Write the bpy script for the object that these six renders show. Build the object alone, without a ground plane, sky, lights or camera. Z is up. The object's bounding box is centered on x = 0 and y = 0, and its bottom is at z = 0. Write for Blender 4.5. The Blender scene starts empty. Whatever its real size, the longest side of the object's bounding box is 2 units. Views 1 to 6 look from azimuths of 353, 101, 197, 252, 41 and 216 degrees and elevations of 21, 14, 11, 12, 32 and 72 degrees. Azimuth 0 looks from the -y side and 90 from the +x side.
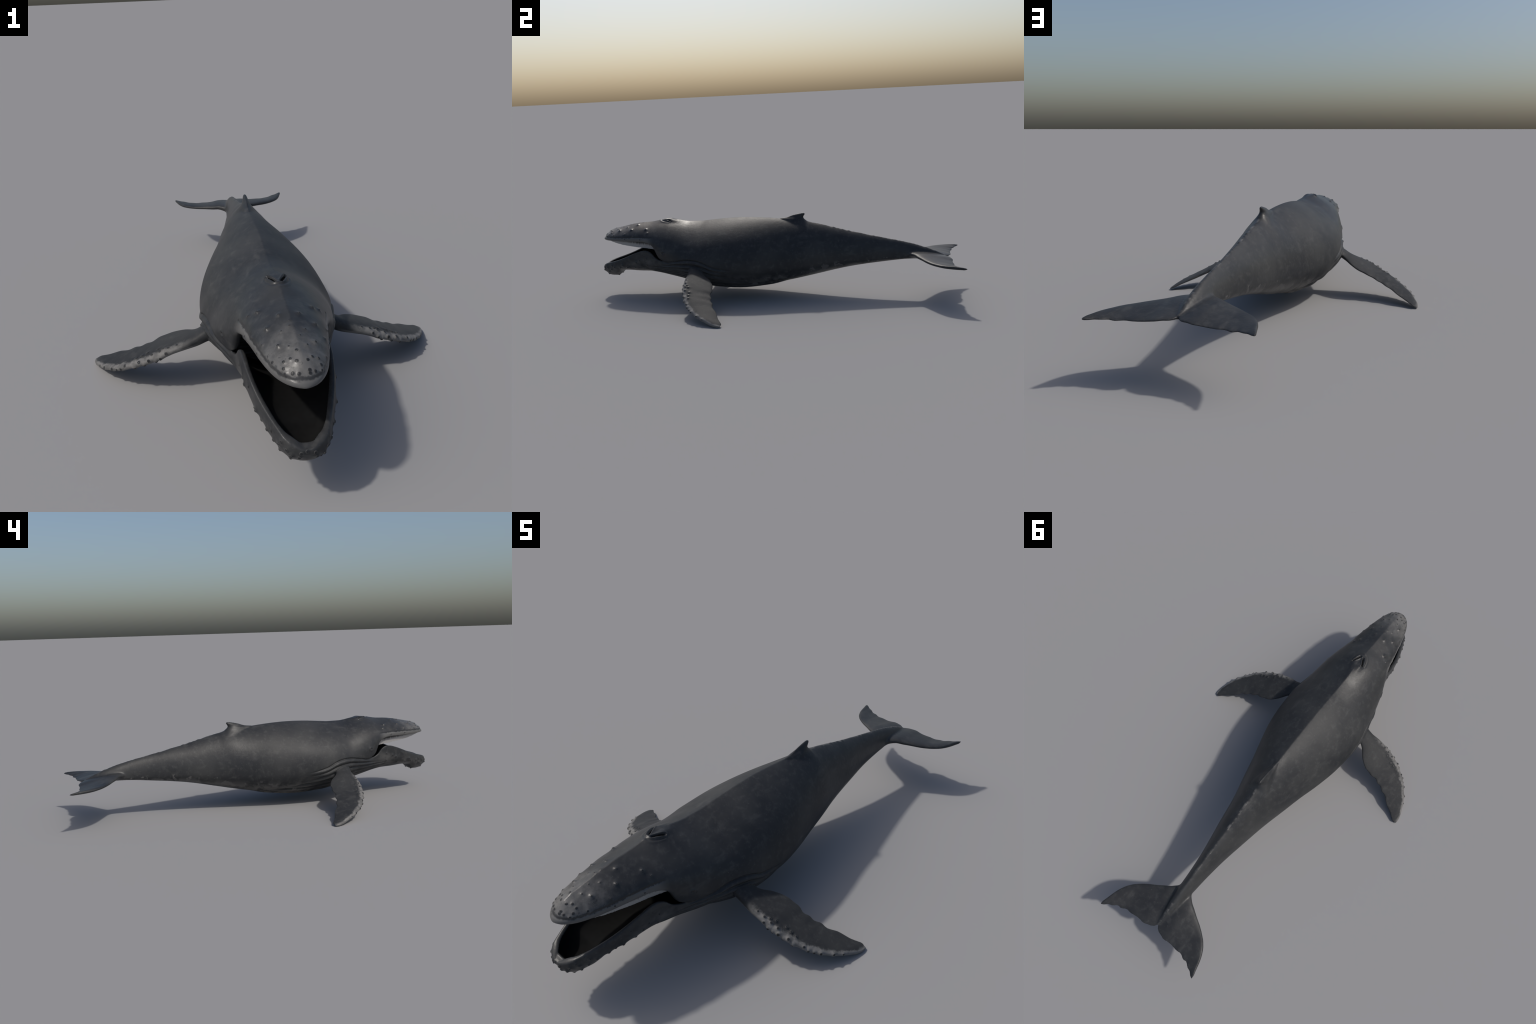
"""Humpback whale with an open mouth, built from lofted anatomy (body, rostrum,
lower jaw, flippers, flukes, dorsal fin) fused into one skin, then detailed with
throat pleats, knobs, blowholes and split into anatomical parts."""
import bpy, bmesh, math
import numpy as np
from mathutils import Vector, Matrix, noise
from mathutils.bvhtree import BVHTree

rng = np.random.default_rng(7)
VOXEL = 0.0024

# ------------------------------------------------------------------ helpers
def curve(pts, col=1):
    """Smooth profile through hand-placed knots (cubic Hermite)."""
    k = np.array([p[0] for p in pts], float)
    v = np.array([p[col] for p in pts], float)
    m = np.gradient(v, k)
    # limit overshoot on uneven knots
    d = np.diff(v) / np.diff(k)
    for i in range(1, len(k) - 1):
        if d[i - 1] * d[i] <= 0:
            m[i] *= 0.3
        else:
            lim = 3 * min(abs(d[i - 1]), abs(d[i]))
            m[i] = np.clip(m[i], -lim, lim)
    def f(x):
        x = np.clip(np.asarray(x, float), k[0], k[-1])
        i = np.clip(np.searchsorted(k, x, side='right') - 1, 0, len(k) - 2)
        h = k[i + 1] - k[i]
        t = (x - k[i]) / h
        return ((2*t**3 - 3*t**2 + 1) * v[i] + (t**3 - 2*t**2 + t) * h * m[i]
                + (-2*t**3 + 3*t**2) * v[i + 1] + (t**3 - t**2) * h * m[i + 1])
    return f

def smooth(a, b, x):
    t = np.clip((np.asarray(x, float) - a) / (b - a), 0, 1)
    return t * t * (3 - 2 * t)

# ------------------------------------------------------------------ profiles
# back line (midline height)
TOP = curve([(-.983, .326), (-.978, .334), (-.968, .345), (-.955, .357), (-.938, .368),
             (-.90, .380), (-.85, .3915), (-.767, .4075), (-.68, .4155), (-.63, .4250),
             (-.58, .4290), (-.54, .4255), (-.466, .4160), (-.40, .4160), (-.35, .4205),
             (-.25, .4295), (-.15, .4320), (-.05, .4290), (.05, .4205), (.12, .4140), (.18, .4100), (.20, .4055),
             (.225, .3985), (.25, .3930), (.40, .3548), (.55, .3220), (.70, .2905), (.76, .2760),
             (.82, .2560), (.87, .2370), (.91, .2190), (.94, .2090)])
# belly line of the torso and under-line of the throat and lower jaw
BOT = curve([(-.997, .154), (-.990, .136), (-.972, .117), (-.945, .1068), (-.915, .108),
             (-.893, .121), (-.877, .137), (-.84, .1425), (-.77, .1375), (-.70, .1335),
             (-.66, .1270), (-.60, .1150), (-.55, .1020), (-.50, .0850), (-.45, .0670),
             (-.40, .0530), (-.35, .0455), (-.25, .0396), (-.15, .0455), (-.05, .0607),
             (.05, .0783), (.15, .0993), (.25, .1224), (.40, .1567), (.55, .1789),
             (.70, .1970), (.76, .1995), (.82, .2020), (.87, .2035), (.94, .2050)])
# widest line of the upper body: half width and height
WID = curve([(-.983, .004), (-.980, .014), (-.975, .024), (-.965, .036), (-.955, .0445),
             (-.94, .0545), (-.92, .0645), (-.90, .0715), (-.88, .0775), (-.84, .0870),
             (-.80, .0945), (-.757, .1035), (-.71, .1120), (-.66, .1290), (-.62, .1460),
             (-.58, .1600), (-.55, .1690), (-.50, .1815), (-.45, .1920), (-.40, .2030),
             (-.35, .2100), (-.25, .2088), (-.15, .1989), (-.05, .1761), (.05, .1478),
             (.15, .1240), (.25, .0992), (.40, .0726), (.55, .0475), (.70, .0340),
             (.76, .0330), (.82, .0280), (.87, .0190), (.92, .0070), (.94, .004)])
WIZ = curve([(-.983, .324), (-.96, .327), (-.90, .329), (-.757, .331), (-.71, .326),
             (-.66, .311), (-.62, .286), (-.58, .264), (-.55, .249), (-.50, .225),
             (-.45, .2064), (-.35, .1979), (-.25, .1953), (-.15, .1909), (-.05, .1870),
             (.05, .1872), (.15, .1919), (.25, .1986), (.40, .2079), (.55, .2116),
             (.70, .2117), (.94, .2090)])
# upper lip edge
LIPW = curve([(-.983, .003), (-.980, .012), (-.975, .021), (-.965, .033), (-.955, .0415),
              (-.94, .0515), (-.92, .0615), (-.90, .0690), (-.88, .0750), (-.84, .0850),
              (-.80, .0925), (-.757, .1010), (-.71, .1085), (-.686, .1130), (-.66, .1185),
              (-.644, .1230), (-.634, .1255), (-.62, .1300), (-.60, .1355), (-.576, .1430),
              (-.54, .1600), (-.50, .1815), (-.40, .2030)])
LIPZ = curve([(-.983, .322), (-.96, .3205), (-.90, .3205), (-.82, .3205), (-.757, .3215),
              (-.71, .3205), (-.686, .3160), (-.66, .3030), (-.648, .2890), (-.638, .2680),
              (-.628, .2460), (-.612, .2300), (-.595, .2215), (-.576, .2160),
              (-.54, .2180), (-.50, .2250), (-.45, .2064)])
# lower jaw rim and its widest line
RIMW = curve([(-.997, .005), (-.993, .022), (-.986, .0355), (-.974, .0480), (-.955, .0580),
              (-.94, .0635), (-.91, .0745), (-.847, .0960), (-.80, .1085), (-.757, .1160),
              (-.722, .1195), (-.70, .1205), (-.68, .1225), (-.66, .1250), (-.647, .1270),
              (-.627, .1300), (-.60, .1355), (-.576, .1430), (-.54, .1600), (-.50, .1815),
              (-.40, .2030)])
RIMZ = curve([(-.997, .166), (-.985, .176), (-.974, .1830), (-.94, .1950), (-.91, .2035),
              (-.847, .2250), (-.80, .2450), (-.757, .2620), (-.722, .2725), (-.70, .2745),
              (-.68, .2690), (-.66, .2550), (-.647, .2400), (-.627, .2265), (-.60, .2185),
              (-.576, .2160), (-.54, .2180), (-.50, .2250), (-.45, .2064)])
JAWW = curve([(-.997, .012), (-.993, .028), (-.986, .0415), (-.974, .0535), (-.955, .0640),
              (-.94, .0700), (-.91, .0815), (-.847, .1020), (-.80, .1125), (-.757, .1190),
              (-.70, .1240), (-.66, .1290), (-.62, .1345), (-.576, .1490), (-.54, .1640),
              (-.50, .1815), (-.45, .1920), (-.40, .2030)])
JAWZ = curve([(-.997, .158), (-.97, .165), (-.94, .172), (-.90, .180), (-.84, .195),
              (-.76, .215), (-.70, .220), (-.66, .210), (-.62, .204), (-.576, .205),
              (-.54, .211), (-.50, .225), (-.45, .2064)])
BUP = curve([(-.985, 1.50), (-.93, 1.38), (-.85, 1.32), (-.65, 1.27), (-.30, 1.29), (0, 1.38), (.30, 1.38), (.80, 1.6)])
BLO = curve([(-1.0, 2.0), (-.85, 2.1), (-.70, 1.75), (-.60, 1.4), (-.45, 1.12), (-.30, 1.10), (-.15, 1.5), (0, 1.93), (.30, 2.3), (.95, 2.3)])

# inner width of the scoop at the front of the lower jaw
INW = curve([(-.9765, .016), (-.974, .0195), (-.970, .0240), (-.964, .0295), (-.955, .0390), (-.94, .0490), (-.92, .0585),
             (-.90, .0655), (-.87, .0755), (-.84, .0850), (-.80, .0955), (-.757, .1030), (-.70, .1080), (-.40, .19)])
# flipper edges: (x, y, z) of the leading and trailing edge, left side
LEAD = [(.10, -.430, .205), (.19, -.4330, .1840), (.23, -.4300, .1650), (.27, -.4325, .1530),
        (.31, -.4297, .1400), (.35, -.4240, .1213), (.39, -.4113, .1025), (.43, -.3950, .0850),
        (.47, -.3683, .0645), (.51, -.3301, .0455), (.54, -.2897, .0315), (.562, -.2451, .0165),
        (.572, -.2200, .0085), (.5775, -.1980, .0055)]
TRAIL = [(.10, -.345, .215), (.19, -.3540, .1900), (.23, -.3384, .1645), (.26, -.3044, .1493),
         (.30, -.2767, .1308), (.34, -.2699, .1152), (.38, -.2660, .0955), (.42, -.2521, .0773),
         (.46, -.2331, .0587), (.50, -.2070, .0394), (.54, -.1823, .0205), (.562, -.1740, .0103),
         (.572, -.1735, .0065), (.5775, -.1750, .0050)]
# tail fluke edges
FLEAD = [(.0, .690, .222), (.025, .7080, .2240), (.040, .7240, .2275), (.060, .7450, .2290), (.090, .7650, .2250),
         (.120, .7845, .2218), (.150, .8021, .2184), (.180, .8235, .2155), (.210, .8510, .2135),
         (.230, .8790, .2115), (.247, .9200, .2110), (.257, .9580, .2100), (.2640, .9830, .2080)]
FTRAIL = [(.0, .9120, .2105), (.006, .9230, .2100), (.015, .9315, .2085), (.04, .9413, .2077), (.06, .9455, .2054),
          (.09, .9475, .2013), (.12, .9460, .1996), (.15, .9493, .1995), (.18, .9569, .1990),
          (.21, .9669, .2030), (.24, .9850, .2056), (.255, .9960, .2065), (.2640, 1.0000, .2075)]

# ------------------------------------------------------------------ lofting
class Shell:
    """Collects closed lofted solids with a label on every face."""
    def __init__(self):
        self.v, self.f, self.lab = [], [], []
    def loft(self, rings, labels, cap=None):
        """rings: list of (n,3) closed loops; labels: n labels per segment."""
        base = len(self.v)
        n = len(rings[0])
        for r in rings:
            self.v.extend(map(tuple, r))
        for i in range(len(rings) - 1):
            a, b = base + i * n, base + (i + 1) * n
            for j in range(n):
                k = (j + 1) % n
                self.f.append((a + j, a + k, b + k, b + j))
                self.lab.append(labels[j])
        for s, flip in ((0, True), (len(rings) - 1, False)):
            c = len(self.v)
            self.v.append(tuple(np.mean(rings[s], axis=0)))
            o = base + s * n
            for j in range(n):
                k = (j + 1) % n
                self.f.append((c, o + k, o + j) if flip else (c, o + j, o + k))
                self.lab.append(cap or labels[0])

def upper_arc(y, n):
    """Half section, ridge to widest point, x >= 0."""
    th = np.linspace(math.pi / 2, 0, n)
    c, s = np.cos(th), np.sin(th)
    return np.stack([WID(y) * np.abs(c) ** (2 / BUP(y)), WIZ(y) + (TOP(y) - WIZ(y)) * s], 1)

def lower_arc(y, w, z, n):
    """Half section, widest point down to the belly line."""
    th = np.linspace(0, math.pi / 2, n)
    c, s = np.cos(th), np.sin(th)
    return np.stack([w * np.abs(c) ** (2 / BLO(y)), z - (z - BOT(y)) * s], 1)

def bend(a, b, n):
    """Quarter turn from a vertical tangent at a to a horizontal one at b."""
    ps = np.linspace(0, math.pi / 2, n)
    return np.stack([b[0] + (a[0] - b[0]) * np.cos(ps), a[1] - (a[1] - b[1]) * np.sin(ps)], 1)

def mirror_ring(half, y):
    """half runs top midline -> bottom midline on +x; returns the closed loop."""
    right = [(p[0], y, p[1]) for p in half]
    left = [(-p[0], y, p[1]) for p in half[-2:0:-1]]
    return np.array(right + left)

def both(lab):
    return lab + lab[::-1]

def polyline(pts, n):
    pts = np.array(pts, float)
    d = np.concatenate([[0], np.cumsum(np.linalg.norm(np.diff(pts, axis=0), axis=1))])
    t = np.linspace(0, d[-1], n)
    return np.stack([np.interp(t, d, pts[:, 0]), np.interp(t, d, pts[:, 1])], 1)

shell = Shell()
# torso
ys = np.linspace(-.50, .912, 190)
rings = []
for y in ys:
    half = np.vstack([upper_arc(y, 40), lower_arc(y, WID(y), WIZ(y), 40)[1:]])
    rings.append(mirror_ring(half, y))
shell.loft(rings, ['torso'] * len(rings[0]))

# head and rostrum
t = np.linspace(0, 1, 170)
ys = -.983 + .533 * (0.75 * t + .25 * t ** 3 - .0)
ys = np.unique(np.concatenate([-.983 + .02 * np.linspace(0, 1, 14) ** 2, ys[ys > -.963]]))
rings = []
for y in ys:
    lip = np.array([LIPW(y), LIPZ(y)])
    w, z = WID(y), WIZ(y)
    out = np.vstack([upper_arc(y, 40), bend((w, z), lip, 14)[1:]])
    f = min(1.0, w / .06)
    f2 = float(smooth(-.968, -.930, y))
    zp = max(lip[1] - .002 + .012 * f2, min(.306, TOP(y) - .03))
    ins = [lip, (lip[0] - .005 * f, lip[1] - .0005), (lip[0] - .011 * f, lip[1] - .0015 + .0055 * f2),
           (lip[0] - .014 * f, .5 * (lip[1] + zp) + .003 * f2), (.72 * lip[0], zp + .003 * f2), (0, zp + .008 * f2)]
    half = np.vstack([out, polyline(ins, 22)[1:]])
    rings.append(mirror_ring(half, y))
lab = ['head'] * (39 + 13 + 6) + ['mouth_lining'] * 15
shell.loft(rings, both(lab))

# lower jaw and throat: thick-rimmed scoop
ys = np.unique(np.concatenate([-.997 + .03 * np.linspace(0, 1, 18) ** 2, np.linspace(-.967, -.45, 165)]))
rings = []
for y in ys:
    rim = np.array([RIMW(y), RIMZ(y)])
    wj, zj = JAWW(y), JAWZ(y)
    k = float(smooth(-.979, -.950, y)) ** .6
    g = min(1.0, rim[0] / .05)
    wi, zi = min(rim[0] - .0125 * g, float(INW(y))) if y > -.9765 else .40 * rim[0], rim[1] - .006 * g
    depth = (zi - BOT(y) - .026) * k + .001
    th = np.linspace(math.pi / 2, 0, 18)
    e = max(1.25, BLO(y))
    inner = np.vstack([np.stack([wi * np.cos(th) ** (2 / e), zi - depth * np.sin(th)], 1),
                       [(wi + .25 * (rim[0] - wi), rim[1] - .0025 * g), (wi + .5 * (rim[0] - wi), rim[1] - .0004), (wi + .75 * (rim[0] - wi), rim[1] + .0002)]])
    inner[0, 0] = 0
    side = bend((wj, zj), rim, 14)[::-1]          # rim down to the widest line
    half = np.vstack([inner, side, lower_arc(y, wj, zj, 40)[1:]])
    rings.append(mirror_ring(half, y))
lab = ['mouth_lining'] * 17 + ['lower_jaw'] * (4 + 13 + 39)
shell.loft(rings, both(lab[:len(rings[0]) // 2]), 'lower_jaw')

def foil_loft(lead, trail, thick, stations, label, side, nose=1.25, tail=.55, npt=44):
    """Loft between a leading and a trailing edge with a rounded foil section."""
    Ly, Lz, Ty, Tz = curve(lead, 1), curve(lead, 2), curve(trail, 1), curve(trail, 2)
    rings = []
    for x in stations:
        a = np.array([x, Ly(x), Lz(x)]); b = np.array([x, Ty(x), Tz(x)])
        dx = 2e-3
        x0, x1 = x - dx, x + dx
        span = np.array([2 * dx, (Ly(x1) + Ty(x1) - Ly(x0) - Ty(x0)) / 2, (Lz(x1) + Tz(x1) - Lz(x0) - Tz(x0)) / 2])
        ch = b - a
        n = np.cross(span, ch); n /= np.linalg.norm(n)
        if n[2] < 0: n = -n
        th = thick(x)
        ang = np.linspace(0, 2 * math.pi, npt, endpoint=False)
        u = .5 - .5 * np.cos(ang)
        sn = np.sign(np.sin(ang)) * np.abs(np.sin(ang)) ** .85
        h = th * sn * (nose - (nose - tail) * u)
        r = a[None] + u[:, None] * ch[None] + h[:, None] * n[None]
        r[:, 0] *= side
        rings.append(r)
    shell.loft(rings if side > 0 else [r[::-1] for r in rings], [label] * npt)

flip_thick = curve([(.10, .024), (.20, .021), (.27, .0165), (.35, .0150), (.45, .0125), (.53, .0095), (.565, .0070), (.5775, .0046)])
def ripple(trail, x0, x1, amp, n):
    out = []
    f1, f2 = curve(trail, 1), curve(trail, 2)
    for x in np.linspace(trail[0][0], trail[-1][0], 90):
        k = float(smooth(x0, x0 + .06, x) * (1 - smooth(x1 - .02, x1, x)))
        out.append((x, float(f1(x)) + k * amp * math.sin(n * x + 1.5 * math.sin(31 * x)), float(f2(x))))
    return out
trail_r = ripple(TRAIL, .30, .575, .0034, 118)
st = np.concatenate([np.linspace(.10, .54, 70), .54 + .0375 * np.sin(np.linspace(0, math.pi / 2, 26))[1:]])
for side in (1, -1):
    foil_loft(LEAD, trail_r, flip_thick, st, 'flipper', side, nose=1.3)

fl_thick = curve([(.0, .019), (.03, .0185), (.06, .0155), (.12, .0122), (.18, .0104), (.23, .0084), (.255, .0068), (.2640, .0052)])
ftrail_r = ripple(FTRAIL, .02, .25, .0026, 118)
st = np.concatenate([np.linspace(.0, .22, 50), .22 + .0440 * np.sin(np.linspace(0, math.pi / 2, 30))[1:]])
for side in (1, -1):
    foil_loft(FLEAD, ftrail_r, fl_thick, st, 'fluke', side, nose=1.2)

# dorsal fin: stacked lens sections (height, front y, rear y, half thickness)
FIN = [(.360, .000, .230, .050), (.385, .012, .215, .040), (.402, .010, .196, .0285), (.412, .016, .184, .0215),
       (.4195, .028, .1745, .0175), (.4225, .040, .1720, .0160), (.4250, .055, .1705, .0145), (.4285, .075, .1690, .0125), (.434, .093, .1705, .0105), (.440, .109, .1745, .0085),
       (.4455, .130, .1780, .0065), (.4490, .146, .1770, .0045), (.4515, .158, .1720, .0028)]
rings = []
f1, f2, f3 = curve(FIN, 1), curve(FIN, 2), curve(FIN, 3)
for z in np.linspace(.36, .4515, 44):
    ang = np.linspace(0, 2 * math.pi, 36, endpoint=False)
    y0, y1, h = f1(z), f2(z), f3(z)
    u = .5 - .5 * np.cos(ang)
    x = h * np.sin(ang) * (.35 + 1.1 * u) * 1.05
    rings.append(np.stack([x, y0 + (y1 - y0) * u, np.full_like(u, z)], 1))
shell.loft(rings, ['dorsal_fin'] * 36)

# ------------------------------------------------------------------ fuse
src = bpy.data.meshes.new('whale_source')
src.from_pydata(shell.v, [], shell.f)
bm = bmesh.new(); bm.from_mesh(src)
bmesh.ops.recalc_face_normals(bm, faces=bm.faces)
bm.to_mesh(src); bm.free()
src_bvh = BVHTree.FromPolygons(shell.v, shell.f)
tmp = bpy.data.objects.new('whale_source', src)
bpy.context.scene.collection.objects.link(tmp)
mod = tmp.modifiers.new('fuse', 'REMESH')
mod.mode = 'VOXEL'; mod.voxel_size = VOXEL; mod.adaptivity = 0.0
dg = bpy.context.evaluated_depsgraph_get()
ev = tmp.evaluated_get(dg)
skin = bpy.data.meshes.new_from_object(ev)
bpy.data.objects.remove(tmp)
# keep the outer shell only (largest connected piece is the whole animal)
nv = len(skin.vertices)
co = np.empty(nv * 3, np.float32); skin.vertices.foreach_get('co', co); co = co.reshape(-1, 3).astype(float)
nl = len(skin.loops)
lv = np.empty(nl, np.int32); skin.loops.foreach_get('vertex_index', lv)
ls = np.empty(len(skin.polygons), np.int32); skin.polygons.foreach_get('loop_start', ls)
lt = np.empty(len(skin.polygons), np.int32); skin.polygons.foreach_get('loop_total', lt)
assert (lt == 4).all()
quads = lv.reshape(-1, 4)
ed = np.empty(len(skin.edges) * 2, np.int32); skin.edges.foreach_get('vertices', ed); ed = ed.reshape(-1, 2)
deg = np.bincount(ed.ravel(), minlength=nv).astype(float)
print('skin verts', nv)

def lap(c):
    out = np.empty_like(c)
    for a in range(3):
        out[:, a] = (np.bincount(ed[:, 0], c[ed[:, 1], a], nv) + np.bincount(ed[:, 1], c[ed[:, 0], a], nv)) / deg
    return out - c

def normals(c):
    a, b, d, e = (c[quads[:, i]] for i in range(4))
    fn = np.cross(d - a, e - b)
    n = np.zeros_like(c)
    for i in range(4):
        for k in range(3):
            n[:, k] += np.bincount(quads[:, i], fn[:, k], nv)
    return n / np.maximum(np.linalg.norm(n, axis=1), 1e-12)[:, None]

for _ in range(3):                                   # de-voxel (Taubin: no shrinkage)
    co += .55 * lap(co)
    co -= .56 * lap(co)
co += .4 * lap(co)
# fillets where the fins leave the body
ax = np.abs(co[:, 0])
fil = np.exp(-((ax - .200) / .022) ** 2) * np.exp(-((co[:, 1] + .39) / .075) ** 2) * (co[:, 2] < .23) * (co[:, 2] > .12)
fil = np.maximum(fil, np.exp(-((ax - .030) / .020) ** 2) * smooth(.69, .72, co[:, 1]) * (1 - smooth(.86, .92, co[:, 1])))
fil = np.maximum(fil, (ax < .05) * smooth(.04, .07, co[:, 1]) * (1 - smooth(.20, .23, co[:, 1])) * smooth(.375, .39, co[:, 2]) * (1 - smooth(.405, .415, co[:, 2])))
fil = np.clip(fil * 1.3, 0, 1)
for _ in range(40):
    co += (.5 * fil)[:, None] * lap(co)

# labels from the nearest source surface
def nearest_labels(points):
    return [shell.lab[src_bvh.find_nearest(Vector(p))[2]] for p in points]
fc = co[quads].mean(1)
flab = np.array(nearest_labels(fc))
lo = (flab == 'mouth_lining') & (fc[:, 1] < -.955)
flab[lo & (fc[:, 2] > .25)] = 'head'
flab[lo & (fc[:, 2] <= .25) & (fc[:, 1] < -.975)] = 'lower_jaw'
vlab = np.empty(nv, dtype=flab.dtype)
vlab[quads.ravel()] = np.repeat(flab, 4)
lining = vlab == 'mouth_lining'

# ------------------------------------------------------------------ relief
N = normals(co)
x, y, z = co.T
ax = np.abs(x)
disp = np.zeros(nv)

# throat pleats: long grooves fanning from the jaw over the chest to the belly
PLT = curve([(-.80, .202), (-.70, .206), (-.62, .2095), (-.576, .2135), (-.493, .2300), (-.435, .2370), (-.396, .2350),
             (-.357, .2260), (-.312, .2050), (-.26, .1910), (-.20, .1800), (-.10, .163), (0, .150), (.12, .145)])
top_l, bot_l = PLT(y), BOT(y)
q = (z - bot_l) / np.maximum(top_l - bot_l, 1e-3)
warp = np.array([noise.noise(Vector((p[0] * 5, p[1] * 7, p[2] * 5))) for p in co])
qq = (1.0 - q) * 6.7 - 1.6 * np.clip(.45 - q, 0, 1) ** 1.5 * smooth(-.45, -.30, y) + .16 * warp * smooth(0, .2, 1 - q)
fold = np.abs(np.sin(math.pi * qq)) ** .80           # 0 in a groove, 1 on a fold
front = curve([(-.1, -.60), (.2, -.66), (.45, -.74), (.65, -.72), (.85, -.62), (1.0, -.585)])(q)
aft = curve([(-.1, .12), (.1, .08), (.3, .00), (.45, -.09), (.60, -.17), (.75, -.23), (1.0, -.21)])(q)
pl = smooth(front - .03, front + .08, y) * (1 - smooth(aft - .08, aft + .02, y))
below = smooth(-.02, .03, qq)                         # nothing above the topmost crease
crease = np.exp(-(qq / .10) ** 2)
pl *= (q > -.3) * (N[:, 2] < .7) * (vlab != 'flipper') * (~lining)
amp = (.0098 + .0008 * smooth(.62, .80, q) + .0065 * smooth(-.42, -.32, y) * (1 - smooth(.6, .75, q))) * (.68 + .32 * smooth(-.66, -.50, y))
disp += amp * pl * (below * (fold - .55) + (1 - below) * -.55 * crease)

disp[lining] = 0

# knuckles along the tail ridge
kn = np.exp(-(ax / .006) ** 2) * smooth(.20, .26, y) * (1 - smooth(.84, .90, y)) * (N[:, 2] > .2)
kw = np.array([noise.noise(Vector((0, p * 62, 3.1))) + .6 * noise.noise(Vector((0, p * 25, 8.7))) for p in y])
disp += .0022 * kn * kw

# brow / splash guard around the blowholes
g = np.exp(-((ax - .016) / .0155) ** 2 - ((y + .580) / .040) ** 2) * (z > .36)
disp += .0070 * g
g = np.exp(-((ax) / .012) ** 2 - ((y + .575) / .035) ** 2) * (z > .36)
disp += -.0025 * g
def seg_dist(p0, p1):
    a, b = np.array(p0), np.array(p1)
    d = b - a
    tt = np.clip(((ax - a[0]) * d[0] + (y - a[1]) * d[1]) / (d @ d), 0, 1)
    return np.hypot(ax - a[0] - tt * d[0], y - a[1] - tt * d[1]), tt
BLOW0, BLOW1 = (.0075, -.612), (.0245, -.574)
dist, tt = seg_dist(BLOW0, BLOW1)
up = (z > .38)
disp += up * (.0020 * np.exp(-((dist - .0068) / .0028) ** 2) - .0085 * np.exp(-(dist / .0030) ** 2))

# curved folds of the splash guard in front of the nostrils
rr = np.hypot(ax * 1.25, (y + .578) * .80)
disp += up * (y < -.575) * (.0013 * np.exp(-((rr - .034) / .0045) ** 2) + .0010 * np.exp(-((rr - .047) / .0045) ** 2) - .0012 * np.exp(-((rr - .041) / .003) ** 2))

# eye socket and lids
ed2 = np.sqrt(((y + .583) / 1.35) ** 2 + (z - .271) ** 2)
disp += (ax > .12) * (.0022 * np.exp(-((ed2 - .0080) / .0025) ** 2) - .0018 * np.exp(-(ed2 / .004) ** 2) + .002 * np.exp(-(ed2 / .018) ** 2))

# crease above the lip band of the upper jaw
m = (vlab == 'head') & (y < -.66)
disp -= m * .0016 * np.exp(-((z - (.3375 + .034 * smooth(-.96, -.74, y) * .2)) / .0030) ** 2)

# crisp crest along the middle of the back and snout
crest = np.exp(-ax / .013) * (N[:, 2] > .3) * (z > .30) * smooth(-.965, -.93, y) * (1 - smooth(.03, .08, y)) * (1 - .9 * np.exp(-((y + .592) / .030) ** 2))
disp += .0030 * (1 - .40 * smooth(-.56, -.48, y)) * crest * (vlab != 'mouth_lining')

# soft unevenness of the flesh
big = np.array([noise.noise(Vector((p[0] * 9, p[1] * 6, p[2] * 9))) for p in co])
disp += np.where(lining, 0, .0012) * big
co2 = co + disp[:, None] * N

# knobs: (|x|, y, z, radius) on the upper jaw ...
# fields: |x|, y, z, spot radius, swelling height
HEAD_KNOBS = [(.0705, -.705, .382, .0040, .0042), (.0595, -.794, .379, .0042, .0042), (.0440, -.871, .374, .0044, .0040),
              (.0250, -.7655, .400, .0042, .0032), (.0290, -.828, .388, .0032, .0022), (.0772, -.830, .357, .0034, .0026),
              (.0225, -.888, .381, .0034, .0022), (.1075, -.730, .334, .0036, .0022), (.0890, -.827, .335, .0036, .0020),
              (.0625, -.901, .348, .0038, .0020), (.0400, -.922, .359, .0044, .0018), (.0440, -.937, .352, .0046, .0014),
              (.0415, -.947, .343, .0036, .0018), (.0270, -.958, .350, .0044, .0014), (.0120, -.961, .348, .0046, .0014),
              (.0255, -.9245, .368, .0040, .0020), (.0120, -.9355, .3665, .0048, .0012), (.1000, -.775, .352, .0030, .0018),
              (.0980, -.690, .372, .0034, .0026)]
MID_KNOBS = [(-.0060, -.907, .376, .0046, .0026), (-.0075, -.819, .395, .0030, .0024), (.0100, -.855, .387, .0030, .0010), (.013, -.958, .355, .0050, .0012), (-.004, -.800, .40, .0024, .0016)]
JAW_KNOBS = [(.0600, -.957, .164, .0038, .0030), (.0560, -.964, .174, .0034, .0020), (.0450, -.978, .161, .0042, .0026),
             (.0400, -.987, .146, .0042, .0038), (.0210, -.993, .146, .0046, .0034), (.0160, -.995, .158, .0048, .0024),
             (.0840, -.907, .170, .0040, .0034), (.0760, -.925, .178, .0036, .0024), (.0985, -.850, .189, .0042, .0036),
             (.1050, -.820, .172, .0042, .0030), (.1120, -.798, .227, .0036, .0024), (.1208, -.758, .208, .0046, .0032),
             (.1208, -.736, .220, .0042, .0022), (.1190, -.698, .191, .0044, .0028), (.1245, -.696, .232, .0040, .0020),
             (.0940, -.868, .168, .0040, .0026), (.0720, -.931, .155, .0040, .0028), (.0600, -.950, .140, .0038, .0030),
             (.0280, -.906, .114, .0036, .0030), (.0400, -.965, .118, .0034, .0026), (.1120, -.775, .165, .0036, .0020)]
knobs = []
for kx, ky, kz, kr, kh in HEAD_KNOBS + JAW_KNOBS:
    for s in (1, -1):
        knobs.append((s * kx, ky, kz, kr, kh * (1.35 if kz < .24 else 1.15 + 90 * max(0, kh - .0020))))
for kx, ky, kz, kr, kh in MID_KNOBS:
    knobs.append((kx, ky, kz, kr, kh))
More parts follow.
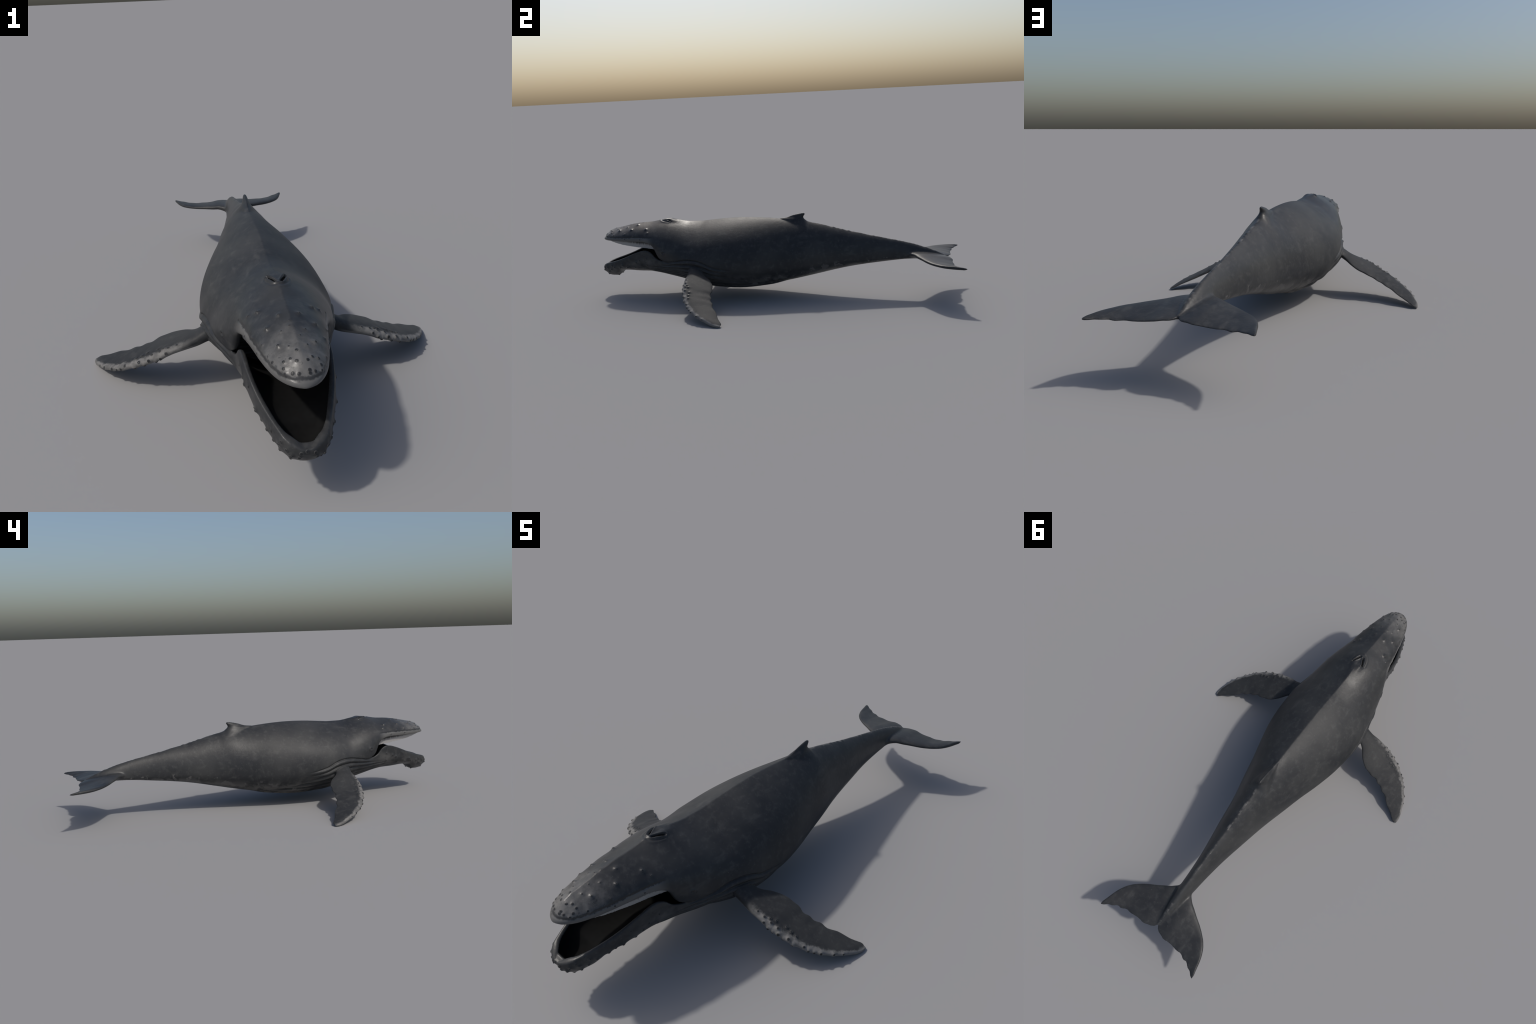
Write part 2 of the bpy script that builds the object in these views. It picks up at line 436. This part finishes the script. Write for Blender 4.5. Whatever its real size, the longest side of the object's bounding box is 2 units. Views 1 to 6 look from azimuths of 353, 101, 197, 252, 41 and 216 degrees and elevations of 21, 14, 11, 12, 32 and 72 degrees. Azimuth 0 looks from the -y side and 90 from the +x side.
knobs.append((-.003, -.9955, .162, .0044, .0020))
# two staggered, uneven rows along the leading edge of each flipper
FLIP_KNOBS = [(.291, -.417, .1552, .0040, .0012), (.317, -.4145, .1460, .0046, .0022), (.326, -.425, .1365, .0046, .0014),
              (.343, -.410, .1335, .0048, .0026), (.345, -.426, .1210, .0046, .0028), (.349, -.392, .1327, .0044, .0022),
              (.368, -.4045, .1206, .0050, .0034), (.3805, -.414, .1115, .0052, .0032), (.383, -.378, .1155, .0050, .0024),
              (.402, -.377, .1060, .0044, .0024), (.4125, -.4005, .1010, .0050, .0034), (.4275, -.3955, .0820, .0046, .0034),
              (.422, -.373, .0975, .0044, .0020), (.4565, -.3725, .0760, .0046, .0026), (.4735, -.3685, .0655, .0048, .0032),
              (.487, -.353, .0575, .0038, .0022), (.503, -.3378, .0520, .0046, .0030), (.530, -.302, .0395, .0044, .0028),
              (.334, -.404, .140, .0038, .0020), (.358, -.421, .108, .0042, .0026), (.396, -.409, .094, .0044, .0026),
              (.547, -.272, .030, .0036, .0020)]
for kx, ky, kz, kr, kh in FLIP_KNOBS:
    for s in (1, -1):
        knobs.append((s * kx, ky, kz, kr, kh * 1.7))

bvh = BVHTree.FromPolygons([tuple(c) for c in co2], [tuple(map(int, f)) for f in quads])
N2 = normals(co2)
bumps = []
swell = np.zeros(nv)
for kx, ky, kz, kr, kh in knobs:
    hit = bvh.find_nearest(Vector((kx, ky, kz)))
    p, nrm = np.array(hit[0]), np.array(hit[1])
    bumps.append([p, nrm, kr])
    d2 = ((co2 - p) ** 2).sum(1)
    near = d2 < (6 * kr) ** 2
    dd = np.sqrt(d2[near])
    swell[near] = np.maximum(swell[near], kh * (.62 * np.exp(-(dd / (1.5 * kr)) ** 2) + .38 * np.exp(-(dd / (3.0 * kr)) ** 2)))
swell[lining] = 0
co3 = co2 + swell[:, None] * N2
co3 += .25 * lap(co3)
zmin = co3[:, 2].min()
co3[:, 2] -= zmin
print('zmin', zmin)
N3 = normals(co3)

# ------------------------------------------------------------------ materials
def mat_new(name):
    m = bpy.data.materials.new(name)
    m.use_nodes = True
    nt = m.node_tree
    return m, nt, nt.nodes['Principled BSDF']

class NB:
    """Tiny node-building helper."""
    def __init__(self, nt):
        self.nt = nt
        tc = nt.nodes.new('ShaderNodeTexCoord')
        self.obj = tc.outputs['Object']
        sp = nt.nodes.new('ShaderNodeSeparateXYZ')
        nt.links.new(self.obj, sp.inputs[0])
        self.x, self.y, self.z = sp.outputs
        self.ax = self.math('ABSOLUTE', self.x)
        ge = nt.nodes.new('ShaderNodeNewGeometry')
        sn = nt.nodes.new('ShaderNodeSeparateXYZ')
        nt.links.new(ge.outputs['Normal'], sn.inputs[0])
        self.nz = sn.outputs[2]
        self.ny = sn.outputs[1]
        self.point = ge.outputs['Pointiness']
    def set(self, inp, v):
        if isinstance(v, (int, float)): inp.default_value = v
        elif isinstance(v, tuple): inp.default_value = v
        else: self.nt.links.new(v, inp)
    def math(self, op, a, b=0.0, c=0.0, clamp=False):
        n = self.nt.nodes.new('ShaderNodeMath'); n.operation = op; n.use_clamp = clamp
        self.set(n.inputs[0], a); self.set(n.inputs[1], b); self.set(n.inputs[2], c)
        return n.outputs[0]
    def step(self, v, lo, hi):
        n = self.nt.nodes.new('ShaderNodeMapRange'); n.interpolation_type = 'SMOOTHSTEP'
        self.set(n.inputs[0], v)
        if lo < hi: a, b, c, d = lo, hi, 0.0, 1.0
        else: a, b, c, d = hi, lo, 1.0, 0.0
        for i, q_ in zip((1, 2, 3, 4), (a, b, c, d)): n.inputs[i].default_value = q_
        return n.outputs[0]
    def noise(self, scale, detail=4, rough=.55, stretch=(1, 1, 1), rot=(0, 0, 0), dist=0.0):
        mp = self.nt.nodes.new('ShaderNodeMapping')
        mp.inputs['Scale'].default_value = stretch; mp.inputs['Rotation'].default_value = rot
        self.nt.links.new(self.obj, mp.inputs[0])
        n = self.nt.nodes.new('ShaderNodeTexNoise')
        n.inputs['Scale'].default_value = scale; n.inputs['Detail'].default_value = detail
        n.inputs['Roughness'].default_value = rough; n.inputs['Distortion'].default_value = dist
        self.nt.links.new(mp.outputs[0], n.inputs['Vector'])
        return n.outputs['Fac']
    def mul(self, *a):
        r = a[0]
        for b in a[1:]: r = self.math('MULTIPLY', r, b)
        return r
    def mix(self, fac, a, b):
        n = self.nt.nodes.new('ShaderNodeMix'); n.data_type = 'RGBA'
        self.set(n.inputs[0], fac)
        self.set(n.inputs[6], a if not isinstance(a, tuple) else (*a, 1)); self.set(n.inputs[7], b if not isinstance(b, tuple) else (*b, 1))
        return n.outputs[2]
    def fcurve(self, v, pts, x0, x1, y0, y1):
        """Float curve through pts mapped from [x0,x1] to [y0,y1]."""
        n = self.nt.nodes.new('ShaderNodeFloatCurve')
        t = self.math('DIVIDE', self.math('SUBTRACT', v, x0), x1 - x0, clamp=True)
        c = n.mapping.curves[0]
        nrm = [((px - x0) / (x1 - x0), (py - y0) / (y1 - y0)) for px, py in pts]
        while len(c.points) < len(nrm): c.points.new(.5, .5)
        for q_, (a, b) in zip(c.points, nrm): q_.location = (a, b)
        n.mapping.update()
        self.nt.links.new(t, n.inputs['Value'])
        return self.math('ADD', self.math('MULTIPLY', n.outputs[0], y1 - y0), y0)

DARK = (.0205, .0220, .0245)
GREY = (.0360, .0370, .0376)
PALE = (.145, .142, .137)

def skin_material(name, region):
    m, nt, bsdf = mat_new(name)
    b = NB(nt)
    n1 = b.noise(5.0, 6, .6)
    n2 = b.noise(38, 5, .65)
    n3 = b.noise(120, 3, .6)
    streak = b.noise(26, 5, .6, (1, .35, 1), (0, .5, .5))
    col = b.mix(b.step(n1, .36, .66), DARK, GREY)
    col = b.mix(b.mul(b.step(n2, .48, .72), .32), col, (.078, .078, .076))
    col = b.mix(b.mul(b.step(streak, .56, .72), .25), col, (.085, .085, .082))
    col = b.mix(b.mul(b.step(n3, .60, .78), .35), col, (.085, .085, .082))
    if region == 'body':
        # scattered pale scars low on the flanks
        sc = b.noise(30, 2.5, .5)
        zl = b.math('ADD', b.z, b.mul(b.y, -.17))
        low = b.mul(b.step(zl, .155, .125), b.step(b.y, -.30, -.20), b.step(b.nz, .05, -.05))
        col = b.mix(b.mul(low, b.step(sc, .585, .63), .75), col, (.110, .107, .104))
        belly = b.mul(b.step(b.nz, -.30, -.85), b.step(b.y, -.45, -.15))
        col = b.mix(b.mul(belly, b.step(b.noise(14, 5, .65), .38, .56), .75), col, (.125, .122, .117))
        # paler crowns on the belly pleats
        crown = b.mul(b.step(b.point, .502, .535), b.step(b.z, .16, .12), b.step(b.y, .10, -.02), b.step(b.y, -.60, -.45))
        col = b.mix(b.mul(crown, .65), col, (.105, .103, .099))
        # light flecks on the tail ridge
        rid = b.mul(b.step(b.ax, .007, .003), b.step(b.y, .18, .22), b.step(b.nz, .1, .4))
        col = b.mix(b.mul(rid, b.step(b.noise(17, 4, .7), .47, .70), .75), col, (.17, .166, .158))
    if region == 'head':
        # pale, mottled snout fading backwards and towards the midline
        yy = b.math('ADD', b.y, b.mul(b.math('SUBTRACT', b.noise(18, 5, .7), .5), .22))
        snout = b.mul(b.step(yy, -.76, -.95), b.math('ADD', .55, b.mul(b.step(b.noise(28, 5, .7), .35, .6), .45)))
        col = b.mix(b.mul(snout, .85), col, PALE)
        spot = b.mul(b.step(b.noise(60, 4, .7), .57, .66), b.step(b.y, -.78, -.86), b.step(b.z, .375, .36))
        col = b.mix(b.mul(spot, .75), col, (.024, .025, .027))
        # dark line above a pale lip band
        wob = b.mul(b.math('SUBTRACT', b.noise(55, 5, .75), .5), .020)
        zz = b.math('SUBTRACT', b.math('ADD', b.z, wob), b.mul(b.step(b.y, -.96, -.74), .0068))
        fore = b.step(b.y, -.60, -.70)
        col = b.mix(b.mul(b.step(zz, .3455, .3405), fore, .8), col, (.026, .027, .029))
        col = b.mix(b.mul(b.step(zz, .3370, .3325), b.step(b.y, -.64, -.70), .85), col, (.118, .117, .114))
    if region == 'jaw':
        lowj = b.step(b.math('SUBTRACT', b.z, b.mul(b.math('ADD', b.y, 1.0), .30)), .155, .12)
        col = b.mix(b.mul(lowj, b.step(b.noise(16, 5, .65), .35, .6), .65, b.step(b.y, -.60, -.70)), col, (.105, .103, .099))
        spot = b.mul(b.step(b.noise(34, 3, .6), .58, .66), b.step(b.y, -.66, -.72))
        col = b.mix(b.mul(spot, .7), col, (.024, .025, .027))
    if region == 'flipper':
        lead = b.fcurve(b.ax, [(p[0], p[1]) for p in LEAD[1:]], .19, .5775, -.45, -.15)
        d = b.math('SUBTRACT', b.y, lead)
        d = b.math('ADD', d, b.mul(b.math('SUBTRACT', b.noise(48, 5, .75), .5), .042))
        edge = b.mul(b.step(d, .026, .010), b.step(b.ax, .235, .31), b.math('ADD', .6, b.mul(b.step(b.noise(40, 4, .6), .38, .58), .4)))
        tip = b.step(b.math('ADD', b.ax, b.mul(b.noise(50, 4, .6), .02)), .574, .590)
        edge = b.math('MAXIMUM', edge, tip)
        under = b.mul(b.step(b.nz, .05, -.35), b.step(b.ax, .20, .26))
        col = b.mix(b.mul(edge, .9), col, (.175, .171, .164))
        col = b.mix(b.mul(under, .85), col, (.17, .168, .162))
    nt.links.new(col, bsdf.inputs['Base Color'])
    if region == 'flipper': r0 = b.math('ADD', .47, b.mul(b.step(b.ax, .20, .27), .11))
    elif region == 'fluke': r0 = b.math('ADD', .34, b.mul(b.step(b.ax, .03, .08), .06))
    elif region == 'head': r0 = b.math('SUBTRACT', .34, b.mul(b.step(b.y, -.54, -.66), .06))
    else: r0 = b.math('SUBTRACT', .47, b.mul(b.math('ADD', b.step(b.y, -.05, .18), b.step(b.y, -.36, -.50)), .13))
    rough = b.math('ADD', r0, b.mul(n2, .10))
    if region == 'flipper':
        bsdf.inputs['Sheen Weight'].default_value = .10; bsdf.inputs['Sheen Roughness'].default_value = .3
    nt.links.new(rough, bsdf.inputs['Roughness'])
    bsdf.inputs['Specular IOR Level'].default_value = {'flipper': .18}.get(region, .26)
    bump = nt.nodes.new('ShaderNodeBump')
    bump.inputs['Strength'].default_value = .25; bump.inputs['Distance'].default_value = .003
    hgt = b.math('ADD', b.mul(b.noise(90, 5, .6), .6), b.mul(b.noise(30, 4, .6, (1, .4, 1)), .4))
    nt.links.new(hgt, bump.inputs['Height'])
    nt.links.new(bump.outputs[0], bsdf.inputs['Normal'])
    return m

def plain(name, color, rough, bumpy=0.0, scale=60, spec=.2):
    m, nt, bsdf = mat_new(name)
    b = NB(nt)
    n = b.noise(scale, 4, .6)
    c = b.mix(n, tuple(q_ * .7 for q_ in color), tuple(q_ * 1.3 for q_ in color))
    nt.links.new(c, bsdf.inputs['Base Color'])
    bsdf.inputs['Roughness'].default_value = rough
    bsdf.inputs['Specular IOR Level'].default_value = spec
    if bumpy:
        bu = nt.nodes.new('ShaderNodeBump'); bu.inputs['Strength'].default_value = bumpy; bu.inputs['Distance'].default_value = .002
        nt.links.new(n, bu.inputs['Height']); nt.links.new(bu.outputs[0], bsdf.inputs['Normal'])
    return m

M_BODY = skin_material('whale_skin', 'body')
M_HEAD = skin_material('head_skin', 'head')
M_JAW = skin_material('jaw_skin', 'jaw')
M_FLIP = skin_material('flipper_skin', 'flipper')
M_FLUKE = skin_material('fluke_skin', 'fluke')
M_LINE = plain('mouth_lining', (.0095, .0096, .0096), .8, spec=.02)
M_KNOB, nt, bsdf = mat_new('knob_skin')
b = NB(nt)
rad = b.math('SQRT', b.math('ADD', b.mul(b.x, b.x), b.mul(b.y, b.y)))
kc = b.mix(b.step(b.math('ADD', rad, b.mul(b.math('SUBTRACT', b.noise(2.2, 3, .6), .5), .6)), .55, .98), (.022, .023, .025), (.070, .070, .068))
nt.links.new(kc, bsdf.inputs['Base Color']); bsdf.inputs['Roughness'].default_value = .42; bsdf.inputs['Specular IOR Level'].default_value = .2
M_HOLE = plain('blowhole_dark', (.003, .003, .003), .8, spec=.02)
M_EYE = plain('eye_dark', (.008, .008, .009), .12, spec=.5)

# baleen: pale lower fringe, dark at the gum, fine vertical streaks
M_BAL, nt, bsdf = mat_new('baleen')
b = NB(nt)
rel = b.math('SUBTRACT', b.z, b.fcurve(b.y, [(-.94, .316), (-.87, .301), (-.816, .293), (-.756, .2875), (-.70, .283), (-.64, .279)], -.94, -.62, .25, .35))
st_ = b.noise(330, 3, .6, (.05, 1, .05))
up_ = b.step(b.math('ADD', rel, b.mul(b.math('SUBTRACT', st_, .5), .035)), .012, .030)
c = b.mix(st_, (.30, .29, .285), (.44, .43, .42))
c = b.mix(up_, c, (.035, .032, .030))
nt.links.new(c, bsdf.inputs['Base Color']); bsdf.inputs['Roughness'].default_value = .6

# ------------------------------------------------------------------ parts
whale = bpy.data.objects.new('humpback_whale', None)
bpy.context.scene.collection.objects.link(whale)
whale['label'] = 'dark grey humpback whale with open mouth and knobbly flippers'
whale['category'] = 'whale'

def add(name, mesh, parent=whale, mat=None):
    ob = bpy.data.objects.new(name, mesh)
    bpy.context.scene.collection.objects.link(ob)
    ob.parent = parent
    if mat is not None:
        mesh.materials.clear(); mesh.materials.append(mat)
    return ob

fc3 = co3[quads].mean(1)
part = flab.copy().astype('U16')
# regions without seams
part[(part == 'torso') & (fc3[:, 1] < -.52)] = 'head'
part[(part == 'head') & (fc3[:, 1] >= -.52)] = 'torso'
part[(part == 'lower_jaw') & (fc3[:, 1] >= -.58)] = 'throat'
part[(part == 'torso') & (fc3[:, 1] > .30)] = 'tail'
part[(part == 'throat') & (fc3[:, 1] >= -.52)] = 'torso'
part[(part == 'throat')] = 'throat'
sidex = fc3[:, 0] > 0
jobs = [('head', 'head', M_HEAD, None), ('lower_jaw', 'lower_jaw', M_JAW, None), ('throat', 'throat', M_BODY, None),
        ('torso', 'torso', M_BODY, None), ('tail', 'tail', M_BODY, None), ('dorsal_fin', 'dorsal_fin', M_BODY, None),
        ('flipper', 'flipper', M_FLIP, True), ('flipper', 'flipper', M_FLIP, False),
        ('fluke', 'fluke', M_FLUKE, True), ('fluke', 'fluke', M_FLUKE, False),
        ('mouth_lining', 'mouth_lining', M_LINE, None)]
parts = {}
for name, lab_, mat, sd in jobs:
    sel = part == lab_
    if sd is not None: sel &= (sidex == sd)
    qs = quads[sel]
    used, inv = np.unique(qs.ravel(), return_inverse=True)
    me = bpy.data.meshes.new(name)
    nvp, nfp = len(used), len(qs)
    me.vertices.add(nvp); me.vertices.foreach_set('co', co3[used].astype(np.float32).ravel())
    me.loops.add(nfp * 4); me.loops.foreach_set('vertex_index', inv.astype(np.int32).ravel())
    me.polygons.add(nfp)
    me.polygons.foreach_set('loop_start', np.arange(0, nfp * 4, 4, dtype=np.int32))
    me.polygons.foreach_set('loop_total', np.full(nfp, 4, np.int32))
    me.polygons.foreach_set('use_smooth', np.ones(nfp, bool))
    me.update(calc_edges=True); me.validate()
    me.normals_split_custom_set_from_vertices([tuple(v) for v in N3[used]])
    parts.setdefault(name, add(name, me, mat=mat))

# knobs: shared dome meshes standing on the swellings
def dome(name):
    bmd = bmesh.new()
    bmesh.ops.create_icosphere(bmd, subdivisions=3, radius=1.0)
    for v in bmd.verts:
        v.co.z *= .24
    me = bpy.data.meshes.new(name); bmd.to_mesh(me); bmd.free()
    for p in me.polygons: p.use_smooth = True
    me.materials.append(M_KNOB)
    return me
dm = dome('tubercle')
bvh3 = BVHTree.FromPolygons([tuple(c_) for c_ in co3], [tuple(map(int, f)) for f in quads])
for p, nrm, kr in bumps:
    q0 = Vector(p) - Vector((0, 0, zmin))
    hit = bvh3.find_nearest(q0 + Vector(nrm) * .004)
    pos, nn = hit[0], hit[1]
    ob = bpy.data.objects.new('tubercle', dm)
    bpy.context.scene.collection.objects.link(ob)
    ob.parent = whale
    r = kr * (.82 if (p[2] > .25 and p[1] > -.90 and p[1] < -.6) else 1.05)
    rot = nn.to_track_quat('Z', 'Y').to_matrix().to_4x4()
    j = 1 + .15 * rng.uniform(-1, 1)
    ob.matrix_world = Matrix.Translation(pos - nn * r * .05) @ rot @ Matrix.Diagonal((r, r * j, r, 1))

# eyes
for s in (1, -1):
    hit = bvh3.find_nearest(Vector((s * .165, -.583, .271)))
    bmd = bmesh.new(); bmesh.ops.create_uvsphere(bmd, u_segments=24, v_segments=16, radius=.0036)
    me = bpy.data.meshes.new('eye'); bmd.to_mesh(me); bmd.free()
    for p_ in me.polygons: p_.use_smooth = True
    e = add('eye', me, mat=M_EYE)
    e.location = hit[0] - hit[1] * .0018; e.scale = (1, 1.3, .85)

# blowholes: solid near-black slivers lying in the slits
for s in (1, -1):
    a = np.array([s * BLOW0[0], BLOW0[1]]); c_ = np.array([s * BLOW1[0], BLOW1[1]])
    pts = []
    for t_ in np.linspace(.06, .94, 24):
        p2 = a + (c_ - a) * t_
        hit = bvh3.ray_cast(Vector((p2[0], p2[1], .6)), Vector((0, 0, -1)))
        pts.append((p2[0], p2[1], hit[0].z))
    bmd = bmesh.new()
    dirn = np.array([c_[1] - a[1], -(c_[0] - a[0])]); dirn /= np.linalg.norm(dirn)
    loops = []
    for i, p2 in enumerate(pts):
        w = .0027 * math.sin(math.pi * (i + .5) / len(pts)) ** .6
        zc = p2[2] + .0020
        ring = [bmd.verts.new((p2[0] + dirn[0] * w * math.cos(t2), p2[1] + dirn[1] * w * math.cos(t2), zc + .0020 * math.sin(t2))) for t2 in np.linspace(0, 2 * math.pi, 10, endpoint=False)]
        loops.append(ring)
    for r0, r1 in zip(loops[:-1], loops[1:]):
        for i in range(10):
            bmd.faces.new((r0[i], r0[(i + 1) % 10], r1[(i + 1) % 10], r1[i]))
    bmd.faces.new(loops[0][::-1]); bmd.faces.new(loops[-1])
    bmesh.ops.recalc_face_normals(bmd, faces=bmd.faces)
    me = bpy.data.meshes.new('blowhole'); bmd.to_mesh(me); bmd.free()
    for p_ in me.polygons: p_.use_smooth = True
    add('blowhole', me, mat=M_HOLE)

# baleen: rows of thin overlapping plates under the upper jaw
LOW = curve([(-.945, .3175), (-.92, .3120), (-.87, .3010), (-.816, .2930), (-.756, .2875), (-.70, .2830), (-.64, .2790), (-.60, .2800)])
for s in (1, -1):
    bmd = bmesh.new()
    yv = -.940
    while yv < -.606:
        w0 = float(LIPW(yv)) - .016
        lowz = float(LOW(yv)) + rng.uniform(-.0012, .0006) - zmin
        topz = min(.326, float(TOP(yv)) - .03) - zmin
        wd = .012 + .008 * float(smooth(-.93, -.80, yv))
        th = .0016
        prof = [(0, topz), (.0010, topz * .5 + lowz * .5), (-.0022, lowz), (-.006, lowz + .002), (-wd, topz)]
        va, vb = [], []
        for dx_, zz_ in prof:
            tl = .0016 * (topz - zz_) / .04
            va.append(bmd.verts.new((s * (w0 + dx_), yv - th + tl, zz_)))
            vb.append(bmd.verts.new((s * (w0 + dx_), yv + th + tl, zz_)))
        n_ = len(prof)
        bmd.faces.new(va); bmd.faces.new(vb[::-1])
        for i in range(n_):
            j_ = (i + 1) % n_
            bmd.faces.new((va[i], vb[i], vb[j_], va[j_]))
        yv += .0028 + rng.uniform(-.0003, .0003)
    bmesh.ops.recalc_face_normals(bmd, faces=bmd.faces)
    me = bpy.data.meshes.new('baleen'); bmd.to_mesh(me); bmd.free()
    o = add('baleen', me, mat=M_BAL)
    o['kind'] = 'stuff'

bpy.data.meshes.remove(skin); bpy.data.meshes.remove(src)
bpy.context.view_layer.update()
